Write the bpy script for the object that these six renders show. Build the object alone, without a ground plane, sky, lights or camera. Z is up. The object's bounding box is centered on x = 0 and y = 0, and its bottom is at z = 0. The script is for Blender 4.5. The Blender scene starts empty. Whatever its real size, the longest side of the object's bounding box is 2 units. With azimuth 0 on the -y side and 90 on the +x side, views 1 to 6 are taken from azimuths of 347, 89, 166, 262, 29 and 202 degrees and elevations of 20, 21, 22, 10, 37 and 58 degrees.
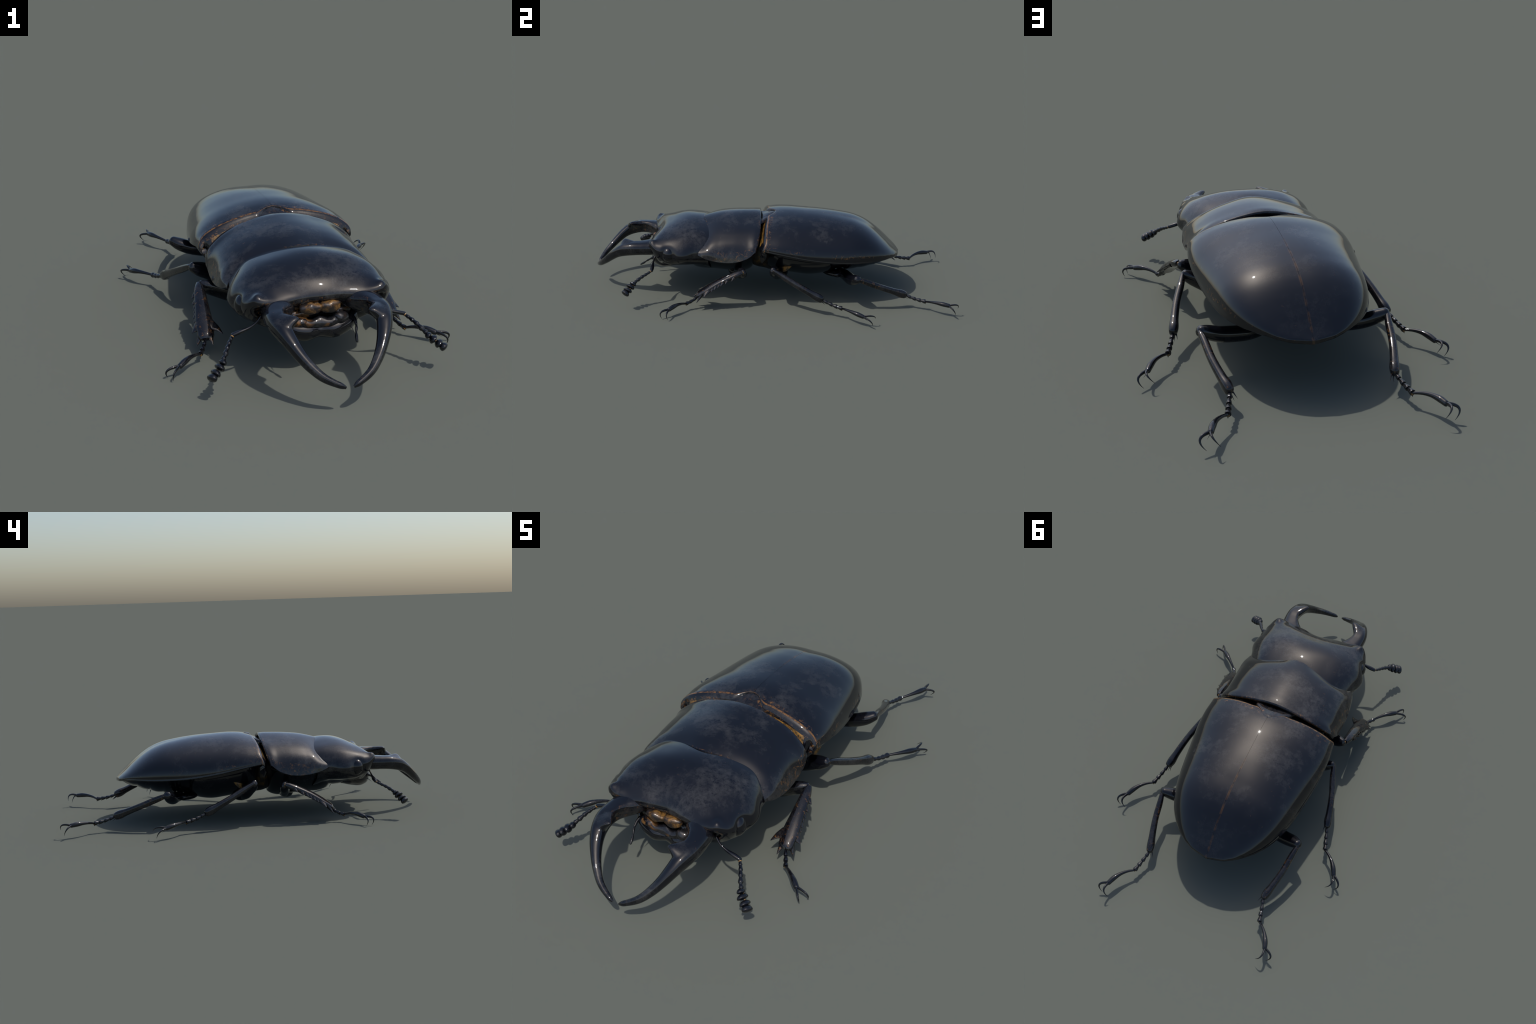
"""A glossy black stag beetle, built part by part (metres, z up, head towards -y)."""
import bpy, math, random
import numpy as np
from mathutils import Vector, noise as mnoise

random.seed(7)
rng = np.random.default_rng(7)
A = np.array


# ----------------------------------------------------------------------------
# curve and surface helpers
# ----------------------------------------------------------------------------
def hermite(ts, P, tq):
    """Smooth curve through the rows of P at parameters ts, sampled at tq."""
    ts, P, tq = A(ts, float), A(P, float), A(tq, float)
    n = len(ts)
    h = np.diff(ts)
    sl = np.diff(P, axis=0) / h.reshape(-1, *[1] * (P.ndim - 1))
    m = np.empty_like(P)
    m[0], m[-1] = sl[0], sl[-1]
    for i in range(1, n - 1):
        m[i] = (h[i] * sl[i - 1] + h[i - 1] * sl[i]) / (h[i] + h[i - 1])
    k = np.clip(np.searchsorted(ts, tq, side="right") - 1, 0, n - 2)
    hh = h[k]
    u = (tq - ts[k]) / hh
    sh = (-1, *[1] * (P.ndim - 1))
    u, hh = u.reshape(sh), hh.reshape(sh)
    return ((2 * u**3 - 3 * u**2 + 1) * P[k] + (u**3 - 2 * u**2 + u) * hh * m[k]
            + (-2 * u**3 + 3 * u**2) * P[k + 1] + (u**3 - u**2) * hh * m[k + 1])


def table(pairs):
    """Smooth 1-D lookup through (x, value) pairs."""
    xs, vs = zip(*pairs)
    def f(x):
        x = np.clip(np.atleast_1d(A(x, float)), xs[0], xs[-1])
        return hermite(xs, A(vs, float)[:, None], x)[:, 0]
    return f


def chord(P, axis):
    d = np.linalg.norm(np.diff(P, axis=axis), axis=-1).mean(axis=1 - axis) + 1e-6
    return np.concatenate([[0], np.cumsum(d)])


def surface(grid, nr, nc):
    """Dense grid of points through a coarse grid of control points."""
    G = A(grid, float)
    tr = chord(G, 0)
    rows = hermite(tr, G, np.linspace(0, tr[-1], nr))
    tc = chord(G, 1)
    out = hermite(tc, rows.transpose(1, 0, 2), np.linspace(0, tc[-1], nc))
    return out.transpose(1, 0, 2)


def ring_surface(rings, nr, nc):
    """Closed rings (no repeated point): smooth across the joint as well."""
    G = A(rings, float)
    tr = chord(G, 0)
    rows = hermite(tr, G, np.linspace(0, tr[-1], nr))
    k = 3
    W = np.concatenate([rows[:, -k:], rows, rows[:, :k + 1]], axis=1)
    tc = chord(W, 1)
    m = rows.shape[1]
    tq = np.linspace(tc[k], tc[k + m], nc, endpoint=False)
    return hermite(tc, W.transpose(1, 0, 2), tq).transpose(1, 0, 2)


def resample(P, n):
    P = A(P, float)
    t = np.concatenate([[0], np.cumsum(np.linalg.norm(np.diff(P[:, :3], axis=0), axis=1) + 1e-9)])
    return hermite(t, P, np.linspace(0, t[-1], n))


class Build:
    """Collects vertices and faces for one mesh."""

    def __init__(self):
        self.v, self.f, self.m = [], [], []

    def grid(self, G, closed=False, caps=False, flip=False, mat=None):
        nr, nc = G.shape[:2]
        o = len(self.v)
        self.v += [tuple(p) for p in G.reshape(-1, 3)]
        for i in range(nr - 1):
            for j in range(nc if closed else nc - 1):
                k = (j + 1) % nc
                q = [o + i * nc + j, o + i * nc + k, o + (i + 1) * nc + k, o + (i + 1) * nc + j]
                self.f.append(q[::-1] if flip else q)
                self.m.append(mat(i / (nr - 1), j / nc) if callable(mat) else (mat or 0))
        if caps:
            for r, rev in ((0, not flip), (nr - 1, flip)):
                c = len(self.v)
                self.v.append(tuple(G[r].mean(axis=0)))
                for j in range(nc):
                    t = [c, o + r * nc + j, o + r * nc + (j + 1) % nc]
                    self.f.append(t[::-1] if rev else t)
                    self.m.append(0 if callable(mat) else (mat or 0))
        return self

    def tube(self, P, rad, side=(0, 0, 1), n=16, rings=24, p=2.0, round_ends=True, mat=0, shape=None):
        """Swept tube. rad: one (a, b) per control point, a along side, b across."""
        P = A(P, float)
        R = A([(r, r) if np.isscalar(r) else r for r in rad], float)
        C = resample(np.hstack([P, R]), rings)
        C[:, 3:] = np.maximum(C[:, 3:], 2e-4)
        T = np.gradient(C[:, :3], axis=0)
        T /= np.linalg.norm(T, axis=1)[:, None] + 1e-12
        th = np.linspace(0, 2 * math.pi, n, endpoint=False)
        ca, sa = np.cos(th), np.sin(th)
        ca, sa = np.sign(ca) * abs(ca) ** (2 / p), np.sign(sa) * abs(sa) ** (2 / p)
        stations = [(C[i, :3], T[i], C[i, 3], C[i, 4], i / (rings - 1)) for i in range(rings)]
        if round_ends:
            pre, post = [], []
            for a in (75, 50, 25):
                s, c = math.sin(math.radians(a)), math.cos(math.radians(a))
                q = C[0]; l = min(q[3], q[4]) * 0.8
                pre.append((q[:3] - T[0] * l * s, T[0], q[3] * c, q[4] * c, 0))
                q = C[-1]; l = min(q[3], q[4]) * 0.8
                post.append((q[:3] + T[-1] * l * s, T[-1], q[3] * c, q[4] * c, 1))
            stations = pre + stations + post[::-1]
        rows = []
        for c, t, a, b, s in stations:
            sd = A(side, float) - t * np.dot(side, t)
            sd /= np.linalg.norm(sd) + 1e-12
            up = np.cross(t, sd)
            k = shape(s, th) if shape else np.ones(n)
            rows.append(c + np.outer(ca * a * k, sd) + np.outer(sa * b * k, up))
        return self.grid(A(rows), closed=True, caps=True, mat=mat)

    def ball(self, c, r, n=20, m=14, axes=None, mat=0):
        c = A(c, float); r = A(r if not np.isscalar(r) else (r, r, r), float)
        ax = np.eye(3) if axes is None else A(axes, float)
        rows = []
        for i in range(m + 1):
            a = math.pi * (0.02 + 0.96 * i / m)
            th = np.linspace(0, 2 * math.pi, n, endpoint=False)
            q = np.stack([math.sin(a) * np.cos(th) * r[0], math.sin(a) * np.sin(th) * r[1],
                          np.full(n, -math.cos(a) * r[2])], -1)
            rows.append(c + q @ ax)
        return self.grid(A(rows), closed=True, caps=True, mat=mat)

    def cone(self, base, tip, r, side=(1, 0, 0), bend=None, n=12, mat=0):
        base, tip = A(base, float), A(tip, float)
        mid = (base + tip) / 2 + (A(bend, float) if bend is not None else 0)
        r = (r, r) if np.isscalar(r) else r
        return self.tube([base, mid, tip], [r, (r[0] * .55, r[1] * .55), (r[0] * .06, r[1] * .06)],
                         side=side, n=n, rings=10, round_ends=False, mat=mat)


def lumpy(b, amp, scale):
    """uneven, fleshy surface"""
    b.v = [tuple(A(p) + amp * A(mnoise.noise_vector(Vector(p) * scale))) for p in b.v]


ROOT = bpy.data.objects.new("stag_beetle", None)
bpy.context.scene.collection.objects.link(ROOT)
ROOT.empty_display_size = 0.1
ROOT["label"] = "glossy black stag beetle with long curved pincer jaws"
ROOT["category"] = "stag beetle"


def make(name, b, mats, parent=ROOT, angle=50, mirror=False):
    v = A(b.v, float)
    f = b.f
    if mirror:
        v = v * A([-1, 1, 1])
        f = [q[::-1] for q in f]
    me = bpy.data.meshes.new(name)
    me.from_pydata(v.tolist(), [], f)
    mats = mats if isinstance(mats, (list, tuple)) else [mats]
    for m in mats:
        me.materials.append(m)
    if len(mats) > 1:
        me.polygons.foreach_set("material_index", b.m)
    me.validate()
    import bmesh
    bm = bmesh.new()
    bm.from_mesh(me)
    bmesh.ops.recalc_face_normals(bm, faces=bm.faces)
    bm.to_mesh(me)
    bm.free()
    me.shade_smooth()
    me.set_sharp_from_angle(angle=math.radians(angle))
    ob = bpy.data.objects.new(name, me)
    bpy.context.scene.collection.objects.link(ob)
    ob.parent = parent
    return ob


def mirrored(ob, parent=ROOT):
    """The same part on the other side of the body: shares the mesh data."""
    o = ob.copy()
    bpy.context.scene.collection.objects.link(o)
    o.parent = parent
    if parent is ROOT:
        o.scale = (-1, 1, 1)
    for c in [c for c in bpy.data.objects if c.parent is ob]:
        mirrored(c, o)
    return o


# ----------------------------------------------------------------------------
# materials
# ----------------------------------------------------------------------------
def material(name):
    m = bpy.data.materials.new(name)
    m.use_nodes = True
    nt = m.node_tree
    return m, nt, nt.nodes["Principled BSDF"]


def noise(nt, vec, scale, detail=8, rough=0.6, dist=0.0):
    n = nt.nodes.new("ShaderNodeTexNoise")
    n.inputs["Scale"].default_value = scale
    n.inputs["Detail"].default_value = detail
    n.inputs["Roughness"].default_value = rough
    n.inputs["Distortion"].default_value = dist
    nt.links.new(vec, n.inputs["Vector"])
    return n.outputs["Fac"]


def ramp(nt, fac, lo, hi):
    r = nt.nodes.new("ShaderNodeMapRange")
    r.interpolation_type = "SMOOTHSTEP"
    r.inputs["From Min"].default_value, r.inputs["From Max"].default_value = lo, hi
    nt.links.new(fac, r.inputs["Value"])
    return r.outputs["Result"]


def math_node(nt, op, a, b):
    n = nt.nodes.new("ShaderNodeMath")
    n.operation = op
    for i, x in enumerate((a, b)):
        if isinstance(x, (int, float)):
            n.inputs[i].default_value = x
        else:
            nt.links.new(x, n.inputs[i])
    return n.outputs[0]


def mix(nt, fac, a, b):
    n = nt.nodes.new("ShaderNodeMix")
    n.data_type = "RGBA"
    nt.links.new(fac, n.inputs["Factor"])
    for s, x in (("A", a), ("B", b)):
        sock = [i for i in n.inputs if i.name == s and i.type == "RGBA"][0]
        if isinstance(x, tuple):
            sock.default_value = (*x, 1)
        else:
            nt.links.new(x, sock)
    return [o for o in n.outputs if o.type == "RGBA"][0]


BLACK = (0.0030, 0.0034, 0.0058)
SMUDGE = (0.046, 0.045, 0.045)
RUST = (0.16, 0.075, 0.022)
GOLD = (0.30, 0.15, 0.028)


def chitin(name, rust=(0.62, 0.74), patch=(0.48, 0.62), smudge=1.0, rough=0.40, seam=False, fleck=58):
    m, nt, bs = material(name)
    co = nt.nodes.new("ShaderNodeTexCoord").outputs["Object"]
    fine = noise(nt, co, 32, 14, 0.84, 0.12)
    large = noise(nt, co, 5.0, 6, 0.62, 0.2)
    sm = math_node(nt, "MULTIPLY", ramp(nt, fine, 0.38, 0.70), ramp(nt, large, 0.44, 0.62))
    sm = math_node(nt, "MULTIPLY", sm, smudge)
    if seam:  # the wing cases are scuffed at the front and clean towards the tip
        front = nt.nodes.new("ShaderNodeSeparateXYZ")
        nt.links.new(co, front.inputs[0])
        clean = math_node(nt, "MULTIPLY", ramp(nt, front.outputs["Y"], 0.26, 0.50), 0.75)
        sm = math_node(nt, "MULTIPLY", sm, math_node(nt, "SUBTRACT", 1.0, clean))
    col = mix(nt, sm, BLACK, SMUDGE)
    flecks = noise(nt, co, fleck, 9, 0.74, 0.8)
    where = noise(nt, co, 6.5, 3, 0.5, 0.0)
    ru = math_node(nt, "MULTIPLY", ramp(nt, flecks, *rust), ramp(nt, where, *patch))
    if seam:
        sep = nt.nodes.new("ShaderNodeSeparateXYZ")
        nt.links.new(co, sep.inputs[0])
        ax = math_node(nt, "ABSOLUTE", sep.outputs["X"], 0)
        band = math_node(nt, "SUBTRACT", 1.0, ramp(nt, ax, 0.001, 0.0075))
        along = math_node(nt, "MULTIPLY", ramp(nt, sep.outputs["Y"], 0.18, 0.36),
                          ramp(nt, noise(nt, co, 30, 5, 0.6, 0.3), 0.36, 0.62))
        ru = math_node(nt, "MAXIMUM", ru, math_node(nt, "MULTIPLY", math_node(nt, "MULTIPLY", band, along), 0.40))
    col = mix(nt, ru, col, RUST)
    nt.links.new(col, bs.inputs["Base Color"])
    r = nt.nodes.new("ShaderNodeMath")
    r.operation = "MULTIPLY_ADD"
    nt.links.new(sm, r.inputs[0])
    r.inputs[1].default_value, r.inputs[2].default_value = 0.12, rough
    nt.links.new(r.outputs[0], bs.inputs["Roughness"])
    bs.inputs["Specular IOR Level"].default_value = 0.08
    bs.inputs["Specular Tint"].default_value = (1.0, 0.94, 0.88, 1)
    bs.inputs["Coat Weight"].default_value = 1.0
    bs.inputs["Coat Roughness"].default_value = 0.03
    bs.inputs["Coat IOR"].default_value = 1.5
    return m


def membrane(name, dark=(0.010, 0.007, 0.004), gold=GOLD, lo=0.40, hi=0.62, scale=22, coat=0.4):
    m, nt, bs = material(name)
    co = nt.nodes.new("ShaderNodeTexCoord").outputs["Object"]
    f = noise(nt, co, scale, 9, 0.7, 0.5)
    col = mix(nt, ramp(nt, f, lo, hi), dark, gold)
    nt.links.new(col, bs.inputs["Base Color"])
    bs.inputs["Roughness"].default_value = 0.42
    bs.inputs["Coat Weight"].default_value = coat
    bs.inputs["Coat Roughness"].default_value = 0.12
    b = nt.nodes.new("ShaderNodeBump")
    b.inputs["Strength"].default_value = 0.25
    b.inputs["Distance"].default_value = 0.004
    nt.links.new(f, b.inputs["Height"])
    nt.links.new(b.outputs[0], bs.inputs["Normal"])
    return m


SHELL = chitin("black_chitin")
WING = chitin("black_wing_case_chitin", seam=True)
EDGE = chitin("worn_chitin_edge", rust=(0.51, 0.66), patch=(0.42, 0.58))
LIMB = chitin("black_limb_chitin", smudge=0.4, patch=(0.52, 0.66))
WORN_LIMB = chitin("worn_limb_chitin", smudge=0.6, rust=(0.54, 0.66), patch=(0.42, 0.6))
BELLY = chitin("dark_belly_chitin", smudge=0.25, rust=(0.6, 0.72), patch=(0.48, 0.62))
EYE = chitin("eye_lens", smudge=0.3, rough=0.3, rust=(0.9, 0.95))
GOLDEN = membrane("golden_joint_membrane")
NECK = membrane("dark_golden_neck", gold=(.27, .135, .022), lo=0.40, hi=0.62, scale=40)
NECK_DARK = membrane("dark_neck_skin", gold=(.16, .085, .014), lo=0.48, hi=0.74, scale=30)
MOUTH = membrane("amber_mouth_skin", dark=(0.014, 0.010, 0.009), gold=(0.25, 0.125, 0.030), lo=0.43, hi=0.68, scale=24, coat=0.3)

CREST = chitin("rubbed_crest_line", rust=(0.40, 0.56), patch=(0.36, 0.5), smudge=.5, fleck=60)
PALATE = chitin("patchy_mouth_chitin", fleck=26, smudge=.6, rust=(0.47, 0.58), patch=(0.40, 0.55))

# ----------------------------------------------------------------------------
# wing cases
# ----------------------------------------------------------------------------
Y_END = 0.706
W_X = table([(-.09, .322), (-.05, .324), (.02, .332), (.09, .3325), (.16, .327), (.23, .319), (.30, .310), (.37, .299),
             (.44, .284), (.51, .260), (.58, .220), (.62, .186), (.65, .152), (.68, .105), (.695, .066), (.706, .0)])
W_Z = table([(-.09, .322), (-.05, .316), (.02, .305), (.09, .292), (.16, .278), (.23, .266), (.30, .257), (.37, .251),
             (.44, .248), (.51, .246), (.58, .245), (.65, .241), (.69, .231), (.706, .226)])
W_TOP = table([(-.09, .425), (-.03, .435), (.02, .443), (.07, .446), (.17, .443), (.27, .437), (.37, .424), (.47, .401),
               (.52, .379), (.57, .347), (.62, .306), (.67, .260), (.69, .243), (.706, .230)])
W_N = table([(-.09, 1.92), (.1, 1.9), (.3, 2.05), (.5, 2.30), (.64, 2.22), (.706, 2.1)])
W_FRONT = table([(0, .001), (.02, -.004), (.042, -.017), (.064, -.031), (.1, -.033), (.15, -.038), (.2, -.041),
                 (.25, -.043), (.28, -.044), (.305, -.047), (.324, -.056)])


def wing_point(s, th):
    """s 0 front .. 1 tip, th 0 seam .. 1 outer margin"""
    a = th * math.pi / 2
    n0 = 1.92
    x0 = math.sin(a) ** (2 / n0) * .324
    yf = W_FRONT(x0)[0]
    y = yf + (Y_END - yf) * s
    n = W_N(y)[0]
    X, zm, zt = W_X(y)[0], W_Z(y)[0], W_TOP(y)[0]
    fx = math.sin(a) ** (2 / n)
    x = X * fx
    z = zm + (zt - zm) * math.cos(a) ** (2 / n)
    # each case is gently domed on its own: a shallow valley along the seam
    z -= 0.0025 * math.exp(-(x / .05) ** 2) * min(1, max(0, (y - .15) / .3))
    return A([x, y, z])


def wing_case(mirror):
    S = 1 - (1 - np.linspace(0, 1, 110)) ** 1.5
    TH = np.linspace(0, 1, 64)
    TH = np.where(TH < .5, TH, TH)
    G = A([[wing_point(s, t) for t in TH] for s in S])
    G[:, 0, 0] = 0.0004
    G[:-1, 1:, 0] = np.maximum(G[:-1, 1:, 0], .0004)
    # rolled outer margin and inturned underside
    m = G[:, -1]
    dirn = m * 0
    tang = np.gradient(m, axis=0)
    dirn[:, 0], dirn[:, 1] = tang[:, 1], -tang[:, 0]
    dirn /= np.linalg.norm(dirn, axis=1)[:, None] + 1e-9
    fade = np.clip((1 - S) * 12, 0, 1)[:, None]
    up = A([0, 0, 1.0])
    rim = [m + dirn * .0012 * fade - up * .0025, m + dirn * .0010 * fade - up * .006,
           m - dirn * .0025 * fade - up * .0090, m - dirn * .012 * fade - up * .011, m - dirn * .030 * fade - up * .006]
    for r in rim:
        r[:, 0] = np.maximum(r[:, 0], .0004)
    G = np.concatenate([G] + [r[:, None] for r in rim], axis=1)
    # sloping collar along the front edge
    f = G[0]
    nrm = np.zeros_like(f)
    w = np.clip((f[:, 0] - .03) / .04, 0, 1)
    k = np.clip((f[:, 0] - .275) / .048, 0, 1)
    k = (k * k * (3 - 2 * k))[:, None]
    w = w[:, None]
    s_ = w * (1 - .25 * k)
    col1 = f + A([0, -.006, -.002]) * s_ + A([0, -.001, -.001])
    col2 = f + A([0, -.016, -.010]) * s_ + A([0, -.0015, -.004]) + A([-.004, 0, 0]) * k
    col3 = f + A([0, -.021, -.021]) * s_ + A([0, -.001, -.008]) + A([-.012, .002, .004]) * k
    col4 = f + A([0, -.044, -.046]) * w * (1 - .7 * k) + A([0, .004, -.012]) + A([-.010, .004, 0]) * k
    col5 = f + A([0, -.044, -.085]) * w * (1 - .7 * k) + A([0, .014, -.014]) + A([-.022, .010, 0]) * k
    G = np.concatenate([col5[None], col4[None], col3[None], col2[None], col1[None], G], axis=0)
    b = Build()
    nr = G.shape[0]

    def which(i, j):
        r, c = i * (nr - 1), j * G.shape[1]
        if r < 1.5:
            return 2 if c < 40 else 4
        if r < 3:
            return 1
        if 4 <= r < 6.5:
            return 3 if r < 5 else 1
        if r < 5:
            return 0
        if 54 <= c <= 58 and r > 6:
            return 1
        return 0
    b.grid(G, mat=which)
    return make("wing_case", b, [WING, EDGE, NECK, CREST, BELLY], mirror=mirror, angle=45)


wing_case(False)
wing_case(True)

# small shield between the wing cases
b = Build()
G = []
for y, w, z, dz in [(-.094, .105, .402, .0), (-.066, .092, .4125, .004), (-.036, .064, .4235, .006), (-.021, .051, .4295, .006),
                    (-.010, .036, .433, .005), (-.001, .012, .435, .002)]:
    G.append([(-w, y, z - dz - .012), (-w * .92, y, z - dz), (-w * .5, y, z), (0, y, z + dz * .5), (w * .5, y, z), (w * .92, y, z - dz),
              (w, y, z - dz - .012)])
b.grid(surface(G, 24, 33))
make("scutellum", b, EDGE)

# ----------------------------------------------------------------------------
# pronotum (shield behind the head)
# ----------------------------------------------------------------------------
def mirror_rows(rows):
    """rows run from the midline outwards; give both halves, left to right"""
    out = []
    for r in rows:
        r = [A(p, float) for p in r]
        out.append([p * A([-1, 1, 1]) for p in r[:0:-1]] + r)
    return out


PRO = [
    [(0, -.400, .398), (.10, -.378, .382), (.20, -.373, .344), (.25, -.394, .309), (.280, -.412, .284), (.287, -.418, .271)],
    [(0, -.365, .408), (.11, -.345, .393), (.211, -.341, .356), (.266, -.353, .319), (.296, -.369, .283), (.300, -.377, .255)],
    [(0, -.315, .420), (.12, -.300, .402), (.221, -.297, .362), (.275, -.302, .320), (.301, -.310, .277), (.309, -.316, .243)],
    [(0, -.235, .430), (.13, -.230, .408), (.230, -.228, .366), (.279, -.230, .323), (.302, -.230, .276), (.311, -.236, .240)],
    [(0, -.150, .435), (.13, -.150, .411), (.228, -.149, .372), (.278, -.152, .330), (.301, -.158, .292), (.311, -.170, .256)],
    [(0, -.105, .436), (.12, -.106, .415), (.222, -.108, .379), (.272, -.114, .344), (.299, -.120, .312), (.312, -.134, .277)],
    [(0, -.084, .4335), (.12, -.084, .415), (.216, -.087, .380), (.264, -.094, .349), (.292, -.102, .322), (.306, -.109, .299)],
]
rows = mirror_rows(PRO)
body = surface(rows, 80, 121)
c = A([0, -.25, .2])


def inset(P, d, dy, dz):
    q = P.copy()
    q[:, 0] *= 1 - d / .3
    q[:, 1] += dy
    q[:, 2] += dz
    return q


first, last = body[0], body[-1]
front = [inset(first, .012, .03, -.012), inset(first, .007, .008, -.0085), inset(first, .0015, -.0008, -.0035)]
back = [inset(last, .001, .004, -.004), inset(last, .004, .005, -.010), inset(last, .010, -.003, -.020), inset(last, .014, -.03, -.03)]
G = np.concatenate([A(front), body, A(back)], axis=0)
l, r = G[:, 0], G[:, -1]


def turn(e, dx, dz):
    q = e.copy()
    q[:, 0] -= np.sign(q[:, 0]) * dx
    q[:, 2] += dz
    return q


G = np.concatenate([turn(l, .045, .0)[:, None], turn(l, .02, -.005)[:, None], turn(l, .005, -.004)[:, None], G,
                    turn(r, .005, -.004)[:, None], turn(r, .02, -.005)[:, None], turn(r, .045, .0)[:, None]], axis=1)
b = Build()
nrp, ncp = G.shape[:2]
b.grid(G, mat=lambda i, j: 1 if (j * ncp < 12 or j * ncp > ncp - 13 or i * nrp < 4.5 or i * nrp > nrp - 8) else 0)
make("pronotum", b, [SHELL, EDGE])

# ----------------------------------------------------------------------------
# head
# ----------------------------------------------------------------------------
HEAD = [
    # from the front face backwards; each ring: top middle, round the side, to the chin middle
    [(0, -.654, .268), (.09, -.667, .271), (.16, -.670, .272), (.205, -.664, .270), (.224, -.655, .268), (.230, -.650, .262), (.218, -.643, .245), (.17, -.635, .225), (.09, -.628, .215), (0, -.625, .215)],
    [(0, -.663, .284), (.09, -.677, .291), (.16, -.686, .296), (.214, -.688, .298), (.238, -.681, .292), (.249, -.668, .278), (.240, -.655, .245), (.185, -.640, .205), (.10, -.632, .178), (0, -.630, .168)],
    [(0, -.660, .300), (.09, -.673, .306), (.16, -.678, .308), (.214, -.684, .311), (.246, -.674, .306), (.261, -.659, .285), (.254, -.642, .240), (.195, -.630, .190), (.10, -.622, .160), (0, -.620, .150)],
    [(0, -.628, .342), (.11, -.634, .341), (.178, -.645, .332), (.228, -.650, .322), (.260, -.640, .306), (.277, -.628, .278), (.266, -.618, .232), (.195, -.605, .186), (.11, -.600, .156), (0, -.595, .140)],
    [(0, -.572, .374), (.11, -.575, .368), (.19, -.580, .351), (.246, -.584, .328), (.279, -.582, .296), (.291, -.578, .258), (.268, -.575, .212), (.192, -.570, .180), (.11, -.565, .154), (0, -.560, .140)],
    [(0, -.500, .396), (.12, -.500, .386), (.20, -.500, .364), (.254, -.500, .334), (.287, -.500, .297), (.299, -.500, .256), (.268, -.500, .210), (.190, -.500, .180), (.11, -.500, .148), (0, -.500, .128)],
    [(0, -.430, .399), (.12, -.420, .384), (.203, -.415, .359), (.252, -.425, .325), (.278, -.430, .290), (.282, -.430, .253), (.255, -.430, .210), (.185, -.430, .180), (.11, -.430, .150), (0, -.430, .130)],
    [(0, -.350, .385), (.12, -.335, .372), (.205, -.335, .342), (.243, -.350, .309), (.266, -.36, .280), (.272, -.36, .250), (.250, -.36, .210), (.18, -.35, .16), (.10, -.35, .14), (0, -.35, .13)],
]
HEAD_RINGS = []
for r in HEAD:
    r = [A(p, float) for p in r]
    HEAD_RINGS.append(r + [p * A([-1, 1, 1]) for p in r[-2:0:-1]])
G = ring_surface(HEAD_RINGS, 110, 160)
b = Build()
# brow tubercles and the ridge in front of each eye, raised out of the surface
P = G.reshape(-1, 3)
for sx in (1, -1):
    d = np.linalg.norm((P - A([sx * .229, -.662, .312])) / A([.016, .018, .03]), axis=1)
    P += A([sx * .25, -.4, .9]) * (.012 * np.exp(-d**2))[:, None]
    d = np.linalg.norm((P - A([sx * .266, -.612, .285])) / A([.03, .014, .03]), axis=1)
    P += A([sx * .9, -.2, .35]) * (.0015 * np.exp(-d**2))[:, None]
    d = np.linalg.norm((P - A([sx * .285, -.576, .262])) / A([.05, .040, .0455]), axis=1)
    P -= A([sx * 1.0, 0, 0]) * (.009 * np.exp(-d**4))[:, None]
    d = np.linalg.norm((P - A([sx * .289, -.50, .255])) / A([.03, .05, .04]), axis=1)
    P += A([sx, 0, 0]) * (.006 * np.exp(-d**2))[:, None]
G = P.reshape(G.shape)
b.grid(G, closed=True, mat=lambda i, j: 1 if i < .10 else 0)
# close the front face
c = len(b.v)
b.v.append((0, -.63, .24))
for j in range(G.shape[1]):
    b.f.append([c, j, (j + 1) % G.shape[1]]); b.m.append(1)
make("head", b, [SHELL, EDGE])

b = Build()
b.ball((.2600, -.576, .260), (.0350, .0370, .0425), n=40, m=26)
eye = make("eye", b, EYE)
mirrored(eye)

# ----------------------------------------------------------------------------
# mouthparts
# ----------------------------------------------------------------------------
b = Build()
for sx in (1, -1):
    b.tube([(sx * .008, -.667, .253), (sx * .036, -.671, .255), (sx * .066, -.663, .257)], [(.017, .017), (.0205, .021), (.016, .017)],
           n=20, rings=18, p=2.8)
b.tube([(-.10, -.630, .262), (0, -.634, .264), (.10, -.630, .262)], [(.022, .020)] * 3, n=16)
lumpy(b, .0055, 34)
make("labrum", b, MOUTH)

b = Build()
for sx in (1, -1):
    b.ball((sx * .076, -.662, .206), (.034, .026, .022))
    b.tube([(sx * .07, -.664, .203), (sx * .035, -.668, .195), (0, -.664, .199)], [.020, .0185, .019], n=16)
b.tube([(-.11, -.622, .222), (0, -.625, .228), (.11, -.622, .222)], [(.022, .03)] * 3, n=12)
lumpy(b, .0055, 30)
make("maxilla", b, [PALATE])

b = Build()
CHIN = [
    [(0, -.684, .182), (.04, -.692, .186), (.08, -.690, .192), (.115, -.676, .202), (.135, -.655, .215)],
    [(0, -.692, .172), (.045, -.702, .172), (.09, -.698, .178), (.128, -.680, .190), (.148, -.655, .205)],
    [(0, -.688, .150), (.05, -.697, .142), (.095, -.688, .150), (.135, -.668, .168), (.158, -.645, .190)],
    [(0, -.660, .128), (.05, -.664, .122), (.10, -.655, .130), (.145, -.640, .152), (.17, -.62, .178)],
    [(0, -.600, .128), (.05, -.600, .126), (.10, -.595, .132), (.15, -.59, .152), (.175, -.58, .175)],
    [(0, -.54, .138), (.05, -.54, .138), (.10, -.54, .145), (.15, -.54, .162), (.18, -.54, .18)],
]
CHIN = [[(x, y + .014, z) for x, y, z in r] for r in CHIN]
b.grid(surface(mirror_rows([[(p[0], p[1] + .03, p[2] + .012) for p in CHIN[0]]] + CHIN), 40, 61))
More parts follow.
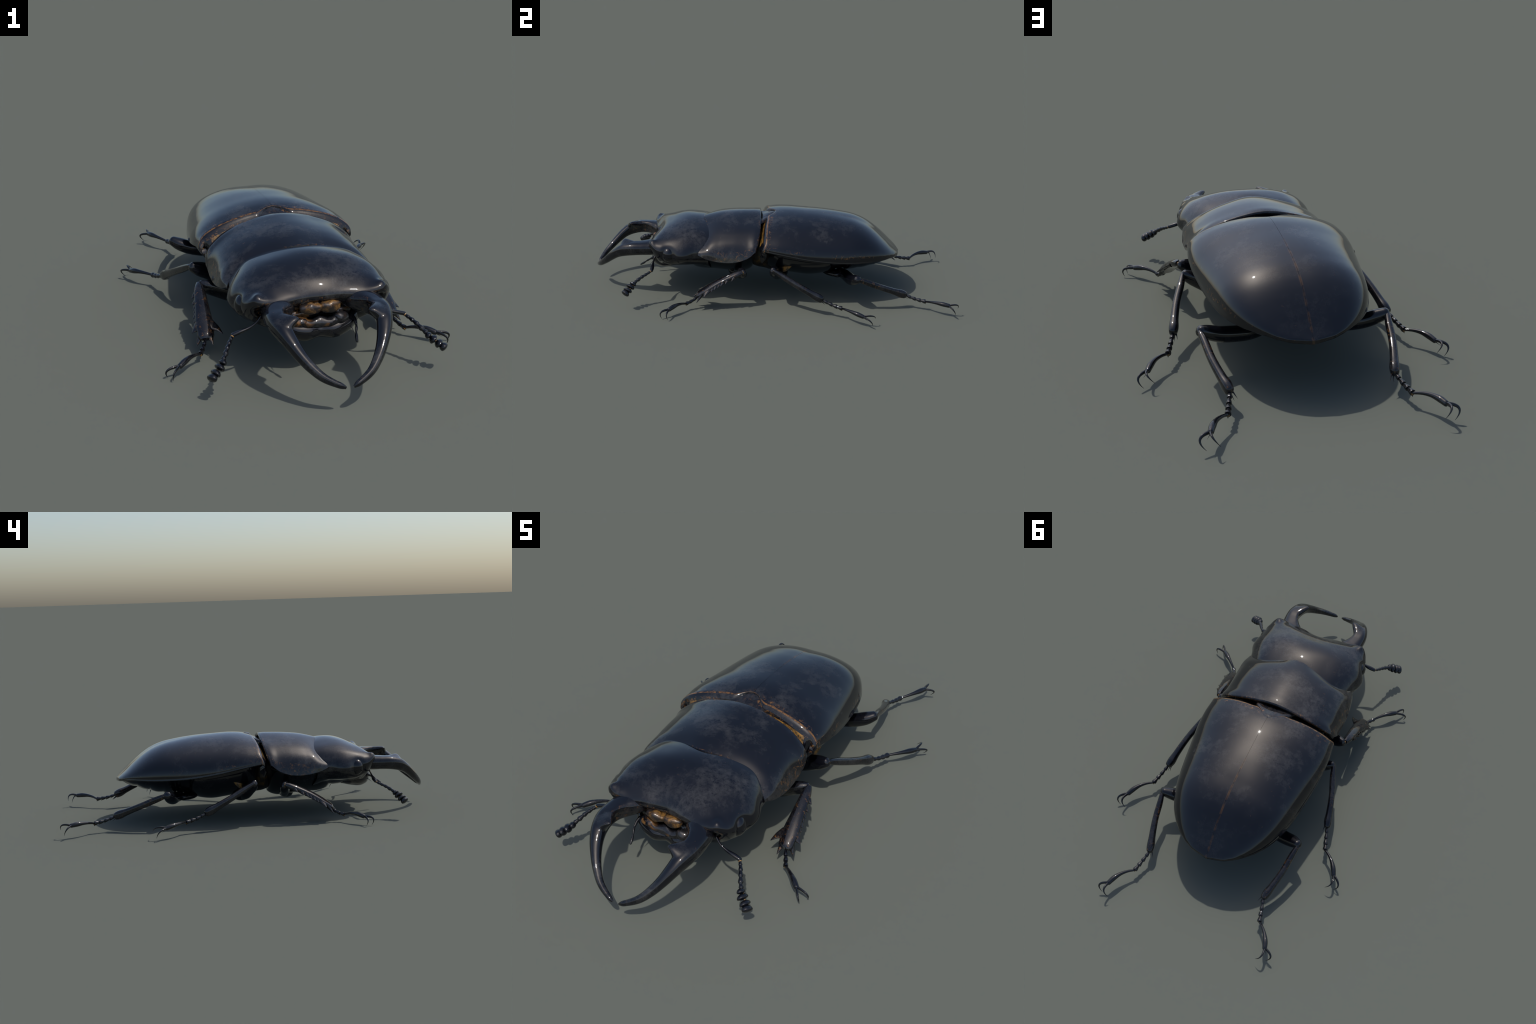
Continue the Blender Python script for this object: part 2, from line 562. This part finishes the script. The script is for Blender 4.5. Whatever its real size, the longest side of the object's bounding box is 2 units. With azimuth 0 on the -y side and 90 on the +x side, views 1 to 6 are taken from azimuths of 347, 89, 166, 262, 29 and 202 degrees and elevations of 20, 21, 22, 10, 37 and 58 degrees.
make("mentum", b, [BELLY])

b = Build()
b.tube([(.126, -.655, .200), (.130, -.672, .190), (.128, -.690, .180)], [.006, .007, .005], n=10, rings=8)
palp = make("palp", b, LIMB)
for pts, rr in (([(.128, -.690, .180), (.125, -.702, .172), (.120, -.713, .163)], [.0035, .0055, .004]),
                ([(.120, -.713, .163), (.116, -.728, .151), (.112, -.744, .140)], [.003, .006, .0045])):
    b = Build(); b.tube(pts, rr, n=10, rings=8)
    make("palp_segment", b, LIMB, parent=palp)
b = Build(); b.cone((.115, -.665, .172), (.121, -.694, .146), .0028)
make("bristle", b, LIMB, parent=palp)
mirrored(palp)

# ----------------------------------------------------------------------------
# mandibles
# ----------------------------------------------------------------------------
MAND = [
    (.150, -.630, .262, .066, .032), (.160, -.662, .265, .060, .038), (.173, -.695, .264, .049, .037), (.185, -.735, .263, .039, .0345),
    (.188, -.783, .260, .034, .0345), (.180, -.828, .249, .0295, .0325), (.166, -.868, .227, .0245, .0255),
    (.146, -.904, .196, .0195, .0205), (.117, -.940, .161, .0155, .017), (.083, -.969, .132, .0122, .0138),
    (.046, -.986, .113, .0095, .0105), (.024, -.9935, .1035, .0068, .008), (.0135, -.996, .098, .002, .0035)]
b = Build()
C = resample(A(MAND), 130)
T = np.gradient(C[:, :3], axis=0)
T /= np.linalg.norm(T, axis=1)[:, None]
th = np.linspace(0, 2 * math.pi, 56, endpoint=False)
rows = []
for i, (q, t) in enumerate(zip(C, T)):
    side = np.cross(t, A([0, 0, 1.0])); side /= np.linalg.norm(side)     # towards the body's middle
    if side[0] > 0 and q[1] > -.95:
        side = -side
    up = np.cross(side, t)
    if up[2] < 0:
        up = -up
    s = i / 129
    ca, sa = np.cos(th), np.sin(th)
    k = np.ones_like(th)
    # hollow inner face under the tooth ridge, sharpened upper inner ridge
    w_in = math.exp(-((q[1] + .76) / .07) ** 2)
    k -= .30 * w_in * np.exp(-((np.angle(np.exp(1j * (th + .12)))) / .5) ** 2)
    k += .16 * w_in * np.exp(-((np.angle(np.exp(1j * (th - .95)))) / .35) ** 2)
    p = 2.3
    cx, cy = np.sign(ca) * abs(ca) ** (2 / p), np.sign(sa) * abs(sa) ** (2 / p)
    rows.append(q[:3] + np.outer(cx * k * (q[3] + .0012), side) + np.outer(cy * k * (q[4] + .0012), up))
G = A(rows)
P = G.reshape(-1, 3)
root, point = A([.163, -.806, .276]), A([.1245, -.8315, .2965])
w = np.clip(1 - np.linalg.norm((P - root) / A([.031, .046, .031]), axis=1), 0, 1) ** 1.25
P += w[:, None] * (point - root) * 1.12
b.grid(G, closed=True, caps=True, mat=lambda i, j: 1 if (i < .42 and (j < .16 or j > .84)) else 0)
mandible = make("mandible", b, [SHELL, WORN_LIMB], angle=60)
mirrored(mandible)

# ----------------------------------------------------------------------------
# antennae
# ----------------------------------------------------------------------------
def unit(v):
    v = A(v, float)
    return v / np.linalg.norm(v)


b = Build()
b.tube([(.214, -.650, .240), (.232, -.657, .222), (.262, -.660, .205), (.295, -.661, .195), (.322, -.663, .187)],
       [(.005, .005), (.0038, .0038), (.006, .0055), (.0105, .008), (.009, .008)], side=(0, -1, .4), n=14, rings=22)
antenna = make("antenna", b, [LIMB])
b = Build(); b.ball((.324, -.667, .184), (.0065, .0065, .0065), n=12, m=8)
make("antenna_joint", b, GOLDEN, parent=antenna)
FUN = resample([(.325, -.668, .183), (.337, -.684, .175), (.349, -.704, .166), (.361, -.725, .154), (.370, -.740, .143), (.377, -.748, .137)], 61)
cuts = [0, 10, 22, 35, 49, 60]
for i0, i1, r in zip(cuts[:-1], cuts[1:], (.0070, .0080, .0088, .0098, .0088)):
    p0, p1 = FUN[i0], FUN[i1]
    b = Build()
    b.tube([p0, p0 + (p1 - p0) * .35, p0 + (p1 - p0) * .82, p1 + (p1 - p0) * .04],
           [.0058, r * .86, r * 1.05, r * .72], side=(1, .4, 0), n=12, rings=12)
    make("antenna_segment", b, LIMB, parent=antenna)
CLUB = [((.382, -.754, .129), .0185, .0112, .04), ((.396, -.766, .1175), .0245, .0122, .09), ((.413, -.778, .104), .0242, .0120, .11), ((.428, -.789, .0930), .0230, .0148, -.04)]
ax = unit((.066, -.049, -.052))
lat = unit(np.cross(ax, (.2, .3, 1)))
lat = unit(A([-.30, -.80, .25]) - ax * np.dot(ax, (-.30, -.80, .25)))
oth = np.cross(ax, lat)
prev = A([.377, -.748, .137])
for cpos, r, h, tilt in CLUB:
    b = Build()
    cpos = A(cpos)
    b.ball((0, 0, 0), (r, r * .74, h), n=24, m=18)
    q = A(b.v)
    q[:, 2] = np.where(q[:, 2] > 0, q[:, 2] * .62, q[:, 2] * 1.25) + q[:, 0] * tilt
    b.v = [tuple(p) for p in (cpos + lat * r * .16 + q @ A([lat, oth, ax]))]
    make("antenna_club", b, LIMB, parent=antenna)
    b = Build()
    b.tube([prev - lat * r * .1, cpos - lat * r * .1], [.0042, .0042], n=10, rings=4)
    make("antenna_joint", b, GOLDEN, parent=antenna)
    prev = cpos
mirrored(antenna)

# ----------------------------------------------------------------------------
# underbody
# ----------------------------------------------------------------------------
def ring(y, w, zt, zs, zb, n=40, pt=2.2, pb=2.2):
    """cross-section: half width w at height zs, top zt, bottom zb"""
    th = np.linspace(0, 2 * math.pi, n, endpoint=False)
    ca, sa = np.cos(th), np.sin(th)
    p = np.where(sa > 0, pt, pb)
    cx, cz = np.sign(ca) * abs(ca) ** (2 / p), np.sign(sa) * abs(sa) ** (2 / p)
    return np.stack([cx * w, np.full(n, y), zs + np.where(cz > 0, cz * (zt - zs), cz * (zs - zb))], -1)


def hull(stations, nr, pb=2.0):
    G = A([ring(*s, n=48, pb=pb) for s in stations])
    tr = chord(G, 0)
    return hermite(tr, G, np.linspace(0, tr[-1], nr))


b = Build()
b.grid(hull([(-.475, .10, .20, .19, .140), (-.455, .17, .24, .21, .108), (-.41, .235, .29, .235, .094), (-.33, .262, .36, .243, .093), (-.24, .280, .39, .240, .088),
             (-.17, .280, .39, .255, .084), (-.125, .25, .37, .27, .104), (-.105, .18, .36, .26, .15)], 50, 1.38), closed=True, caps=True)
make("prothorax", b, [BELLY])
b = Build()
b.grid(hull([(-.13, .13, .34, .24, .132), (-.09, .145, .37, .24, .118), (-.055, .155, .375, .24, .114), (-.02, .20, .37, .25, .112)], 30, 2.2), closed=True, caps=True)
make("mesothorax", b, [NECK_DARK])
b = Build()
b.grid(hull([(-.050, .16, .36, .26, .130), (-.03, .245, .385, .285, .110), (.03, .305, .39, .288, .105), (.12, .308, .39, .270, .093), (.20, .302, .38, .256, .087),
             (.27, .290, .37, .248, .100), (.31, .270, .35, .244, .118), (.325, .22, .33, .24, .150)], 60, 1.6), closed=True, caps=True)
make("metathorax", b, [BELLY])
for y0, y1 in ((.30, .395), (.385, .47), (.46, .54), (.53, .61), (.60, .685)):
    st = []
    for k in np.linspace(0, 1, 7):
        y = y0 + (y1 - y0) * k
        w = W_X(y)[0] * (.78 if y < .39 else .92) - .008
        zs = W_Z(y)[0] - .010
        zb = np.interp(y, [.28, .38, .46, .54, .62, .66, .685], [.112, .118, .131, .152, .180, .198, .212])
        step = .006 * math.sin(math.pi * min(1, k * 1.15)) - (.010 if k > .95 else 0)
        st.append((y, max(.03, w), zs + .004, zs, min(zs - .004, zb - step + .004)))
    b = Build()
    b.grid(hull(st, 20, 1.5), closed=True, caps=True)
    make("abdomen_segment", b, [BELLY])
b = Build()
b.tube([(.205, .03, .195), (.235, .055, .207), (.262, .09, .228)], [(.03, .012), (.04, .014), (.02, .008)], side=(0, .6, 1), n=16)
mirrored(make("side_plate", b, [GOLDEN]))

# ----------------------------------------------------------------------------
# legs
# ----------------------------------------------------------------------------
def claw_pair(leg, end, d, claws):
    """claws: (widest point of the curve, tip) for each of the two hooks"""
    end, d = A(end, float), unit(d)
    for bend, tip in claws:
        bend, tip = A(bend, float), A(tip, float)
        axis = unit(np.cross(bend - end, tip - bend))
        out = unit(np.cross(tip - end, axis))
        if np.dot(out, bend - end) < 0:
            out = -out
        b = Build()
        t0, e0 = .52, end - d * .004
        ctrl = (bend - (1 - t0) ** 2 * e0 - t0 ** 2 * tip) / (2 * t0 * (1 - t0))
        ts = np.linspace(0, 1, 9)
        path = [(1 - t) ** 2 * e0 + 2 * t * (1 - t) * ctrl + t * t * tip for t in ts]
        rad = [(.0062 * (1 - t ** 1.6) + .0005, .0046 * (1 - t ** 1.6) + .0005) for t in ts]
        b.tube(path, rad, side=out, n=12, rings=26, round_ends=False)
        make("claw", b, LIMB, parent=leg)
    b = Build()
    b.cone(end - A([0, 0, .004]), end + d * .03 - A([0, 0, .014]), .002)
    make("claw_bristle", b, LIMB, parent=leg)
    b = Build(); b.ball(end + d * .001, .0055, n=10, m=8)
    make("foot_joint", b, GOLDEN, parent=leg)


def tarsus(leg, start, seg4, end, bow, n=4, r=.0098):
    start, seg4, end = A(start), A(seg4), A(end)
    sag = A([0, 0, -.004])
    for i in range(n):
        a, c = i / n, (i + 1) / n
        p0 = start + (seg4 - start) * a + sag * math.sin(math.pi * a)
        p1 = start + (seg4 - start) * c + sag * math.sin(math.pi * c)
        L = p1 - p0
        b = Build()
        rr = r * (.92 + .1 * i)
        b.tube([p0 - L * .05, p0 + L * .35, p0 + L * .80, p0 + L * .98], [rr * .50, rr * .72, rr * 1.0, rr * .98], side=(1, 0, .2), n=14, rings=10, round_ends=False)
        b.cone(p0 + L * .8 - A([0, 0, rr * .3]), p0 + L * 1.08 - A([0, 0, rr * 1.25]), rr * .5)
        make("tarsal_segment", b, LIMB, parent=leg)
    d = end - seg4
    bow = A(bow, float)
    mid = seg4 + d * .5 + bow
    b = Build()
    b.tube([seg4, seg4 + d * .25 + bow * .74, mid, seg4 + d * .78 + bow * .66, end],
           [.0052, .0066, .0088, .0124, .0112], side=(1, 0, 0), n=14, rings=26)
    make("tarsal_segment", b, LIMB, parent=leg)
    b = Build(); b.ball(seg4 - A([0, 0, .003]), .006, n=10, m=8)
    make("foot_joint", b, GOLDEN, parent=leg)


def leg_mesh(coxa, femur, radii, side):
    b = Build()
    b.tube(femur, radii, side=side, n=20, rings=34, p=2.3)
    leg = make("leg", b, [LIMB])
    b = Build()
    b.tube(*coxa, side=(0, 0, 1), n=18, rings=20)
    make("coxa", b, [BELLY], parent=leg)
    return leg


# front leg: broad digging shin with teeth along the outer edge
leg = leg_mesh(([(.03, -.225, .115), (.09, -.215, .112), (.15, -.200, .120)], [(.028, .036), (.030, .040), (.020, .024)]),
               [(.12, -.205, .118), (.19, -.195, .140), (.27, -.182, .168), (.325, -.170, .189), (.340, -.166, .195)],
               [(.028, .020), (.036, .024), (.034, .023), (.027, .020), (.020, .015)], (0, -.35, 1))
b = Build()
knee, tip = A([.348, -.168, .200]), A([.374, -.415, .066])
axis = unit(tip - knee)
across = unit(A([1, .22, .05]) - axis * np.dot(axis, (1, .22, .05)))
norm = np.cross(axis, across)
stations = [  # along, inner, outer, half thickness
    (.00, -.012, .012, .010), (.05, -.017, .017, .014), (.12, -.021, .022, .016), (.30, -.026, .027, .016), (.50, -.031, .030, .016),
    (.68, -.037, .033, .016), (.80, -.041, .034, .016), (.88, -.037, .031, .016), (.965, -.033, .028, .014), (.995, -.025, .022, .009)]
th = np.linspace(0, 2 * math.pi, 28, endpoint=False)
rows = []
L = np.linalg.norm(tip - knee)
for t, i0, o0, hth in resample(A([(s[0] * .3, *s[1:]) for s in stations]), 44):
    t /= .3
    c = knee + axis * L * t + norm * (.012 * math.sin(math.pi * min(1, t)) + .003)
    poly = A([(o0, -.55 * hth), (o0 * .95, .45 * hth), (o0 * .35, .92 * hth), (i0 * .30, 1.05 * hth), (i0 * .62, .60 * hth), (i0, -.50 * hth), (i0 * .45, -.95 * hth), (o0 * .45, -.95 * hth)])
    nxt = np.roll(poly, -1, axis=0)
    ring_uw = np.stack([poly + (nxt - poly) * .18, poly + (nxt - poly) * .82], 1).reshape(-1, 2)
    rows.append(c + np.outer(ring_uw[:, 0], across) + np.outer(ring_uw[:, 1], norm))
b.grid(A(rows), closed=True, caps=True)


def blade(t, u, w):
    """point on the shin blade: share of its length, across, above its middle plane"""
    return knee + axis * L * t + across * u + norm * (.012 * math.sin(math.pi * min(1, t)) + .003 + w)


b.cone(blade(.76, .016, 0), (.4195, -.374, .083), (.028, .012), side=axis, n=16)
b.cone(blade(.78, -.022, 0), (.307, -.409, .081), (.026, .012), side=axis, n=16, bend=-axis * .006)
b.cone(blade(.88, .013, -.002), (.411, -.414, .044), (.018, .013), side=across, n=16)
b.cone(blade(.88, -.014, -.002), (.352, -.440, .052), (.018, .013), side=across, n=16)
for t in (.21, .35, .44, .51, .59, .66):
    r, reach = .009 + .005 * t, rng.uniform(.75, 1.15)
    b.cone(blade(t, .016 + .012 * t, -.006), blade(t + rng.uniform(.03, .055), .024 + .010 * t + .010 * reach, -.011), (r * 1.35, .010), side=axis)
make("tibia", b, [WORN_LIMB], parent=leg)
b = Build(); b.ball((.345, -.170, .196), .011, n=14, m=10)
make("knee", b, GOLDEN, parent=leg)
tarsus(leg, (.375, -.410, .064), (.407, -.469, .037), (.498, -.553, .040), bow=(0, 0, .011), n=3, r=.0092)
claw_pair(leg, (.498, -.553, .040), (.091, -.084, .0), [((.548, -.562, .032), (.545, -.555, .001)), ((.527, -.594, .034), (.530, -.587, .001))])
mirrored(leg)


def walking_leg(coxa, femur, radii, fside, knee, shin_end, seg4, end, claws, tibia_r, spur_dir):
    leg = leg_mesh(coxa, femur, radii, fside)
    knee, shin_end = A(knee), A(shin_end)
    d = shin_end - knee
    bend = unit(np.cross(d, (0, 0, 1))) * .006
    b = Build()
    b.tube([knee, knee + d * .04, knee + d * .12, knee + d * .5 + bend, knee + d * .8 + bend * .5, knee + d * .95, shin_end],
           [(.010, .009), (tibia_r * .80, tibia_r * .7), (tibia_r * .95, tibia_r * .85), (tibia_r * 1.08, tibia_r * .98), (tibia_r * 1.25, tibia_r * 1.1), (tibia_r * 1.5, tibia_r * 1.25), (tibia_r * 1.35, tibia_r * 1.1)],
           side=(0, 0, 1), n=18, rings=40, p=2.5)
    dd = unit(d)
    for k, s in enumerate((1, .4)):
        o = shin_end + A(spur_dir) * .012 * s - A([0, 0, .006 + .006 * k])
        b.cone(o, o + dd * .026 + A(spur_dir) * .008 * s - A([0, 0, .008]), .0032)
    make("tibia", b, [WORN_LIMB], parent=leg)
    b = Build(); b.ball(knee + dd * .002, .0095, n=12, m=8)
    make("knee", b, GOLDEN, parent=leg)
    tarsus(leg, shin_end + dd * .006, seg4, end, unit(np.cross(A(end) - A(seg4), (0, 0, 1))) * .011 + A([0, 0, .008]))
    claw_pair(leg, end, A(end) - A(seg4), claws)
    mirrored(leg)


walking_leg(([(.04, .045, .112), (.11, .035, .110), (.16, .025, .120)], [(.026, .040), (.028, .042), (.020, .024)]),
            [(.12, .035, .115), (.19, .022, .140), (.27, .006, .178), (.325, -.006, .205), (.346, -.009, .215)],
            [(.028, .020), (.036, .025), (.034, .024), (.028, .022), (.021, .017)], (0, .1, 1),
            (.352, -.006, .217), (.430, .252, .092), (.465, .362, .058), (.552, .467, .052), [((.560, .517, .060), (.534, .535, .034)), ((.591, .503, .043), (.573, .518, .009))], .015, (-1, 0, 0))
walking_leg(([(.03, .310, .128), (.10, .312, .126), (.15, .362, .126)], [(.018, .038), (.020, .040), (.018, .028)]),
            [(.11, .370, .126), (.17, .398, .131), (.22, .410, .137), (.285, .425, .150), (.33, .437, .168), (.353, .447, .179)],
            [(.024, .024), (.029, .028), (.0305, .030), (.030, .031), (.027, .028), (.022, .021)], (0, -.2, 1),
            (.358, .450, .181), (.300, .715, .076), (.326, .828, .050), (.403, .942, .062), [((.404, .986, .067), (.380, .996, .037)), ((.442, .963, .050), (.423, .978, .016))], .015, (-1, 0, 0))
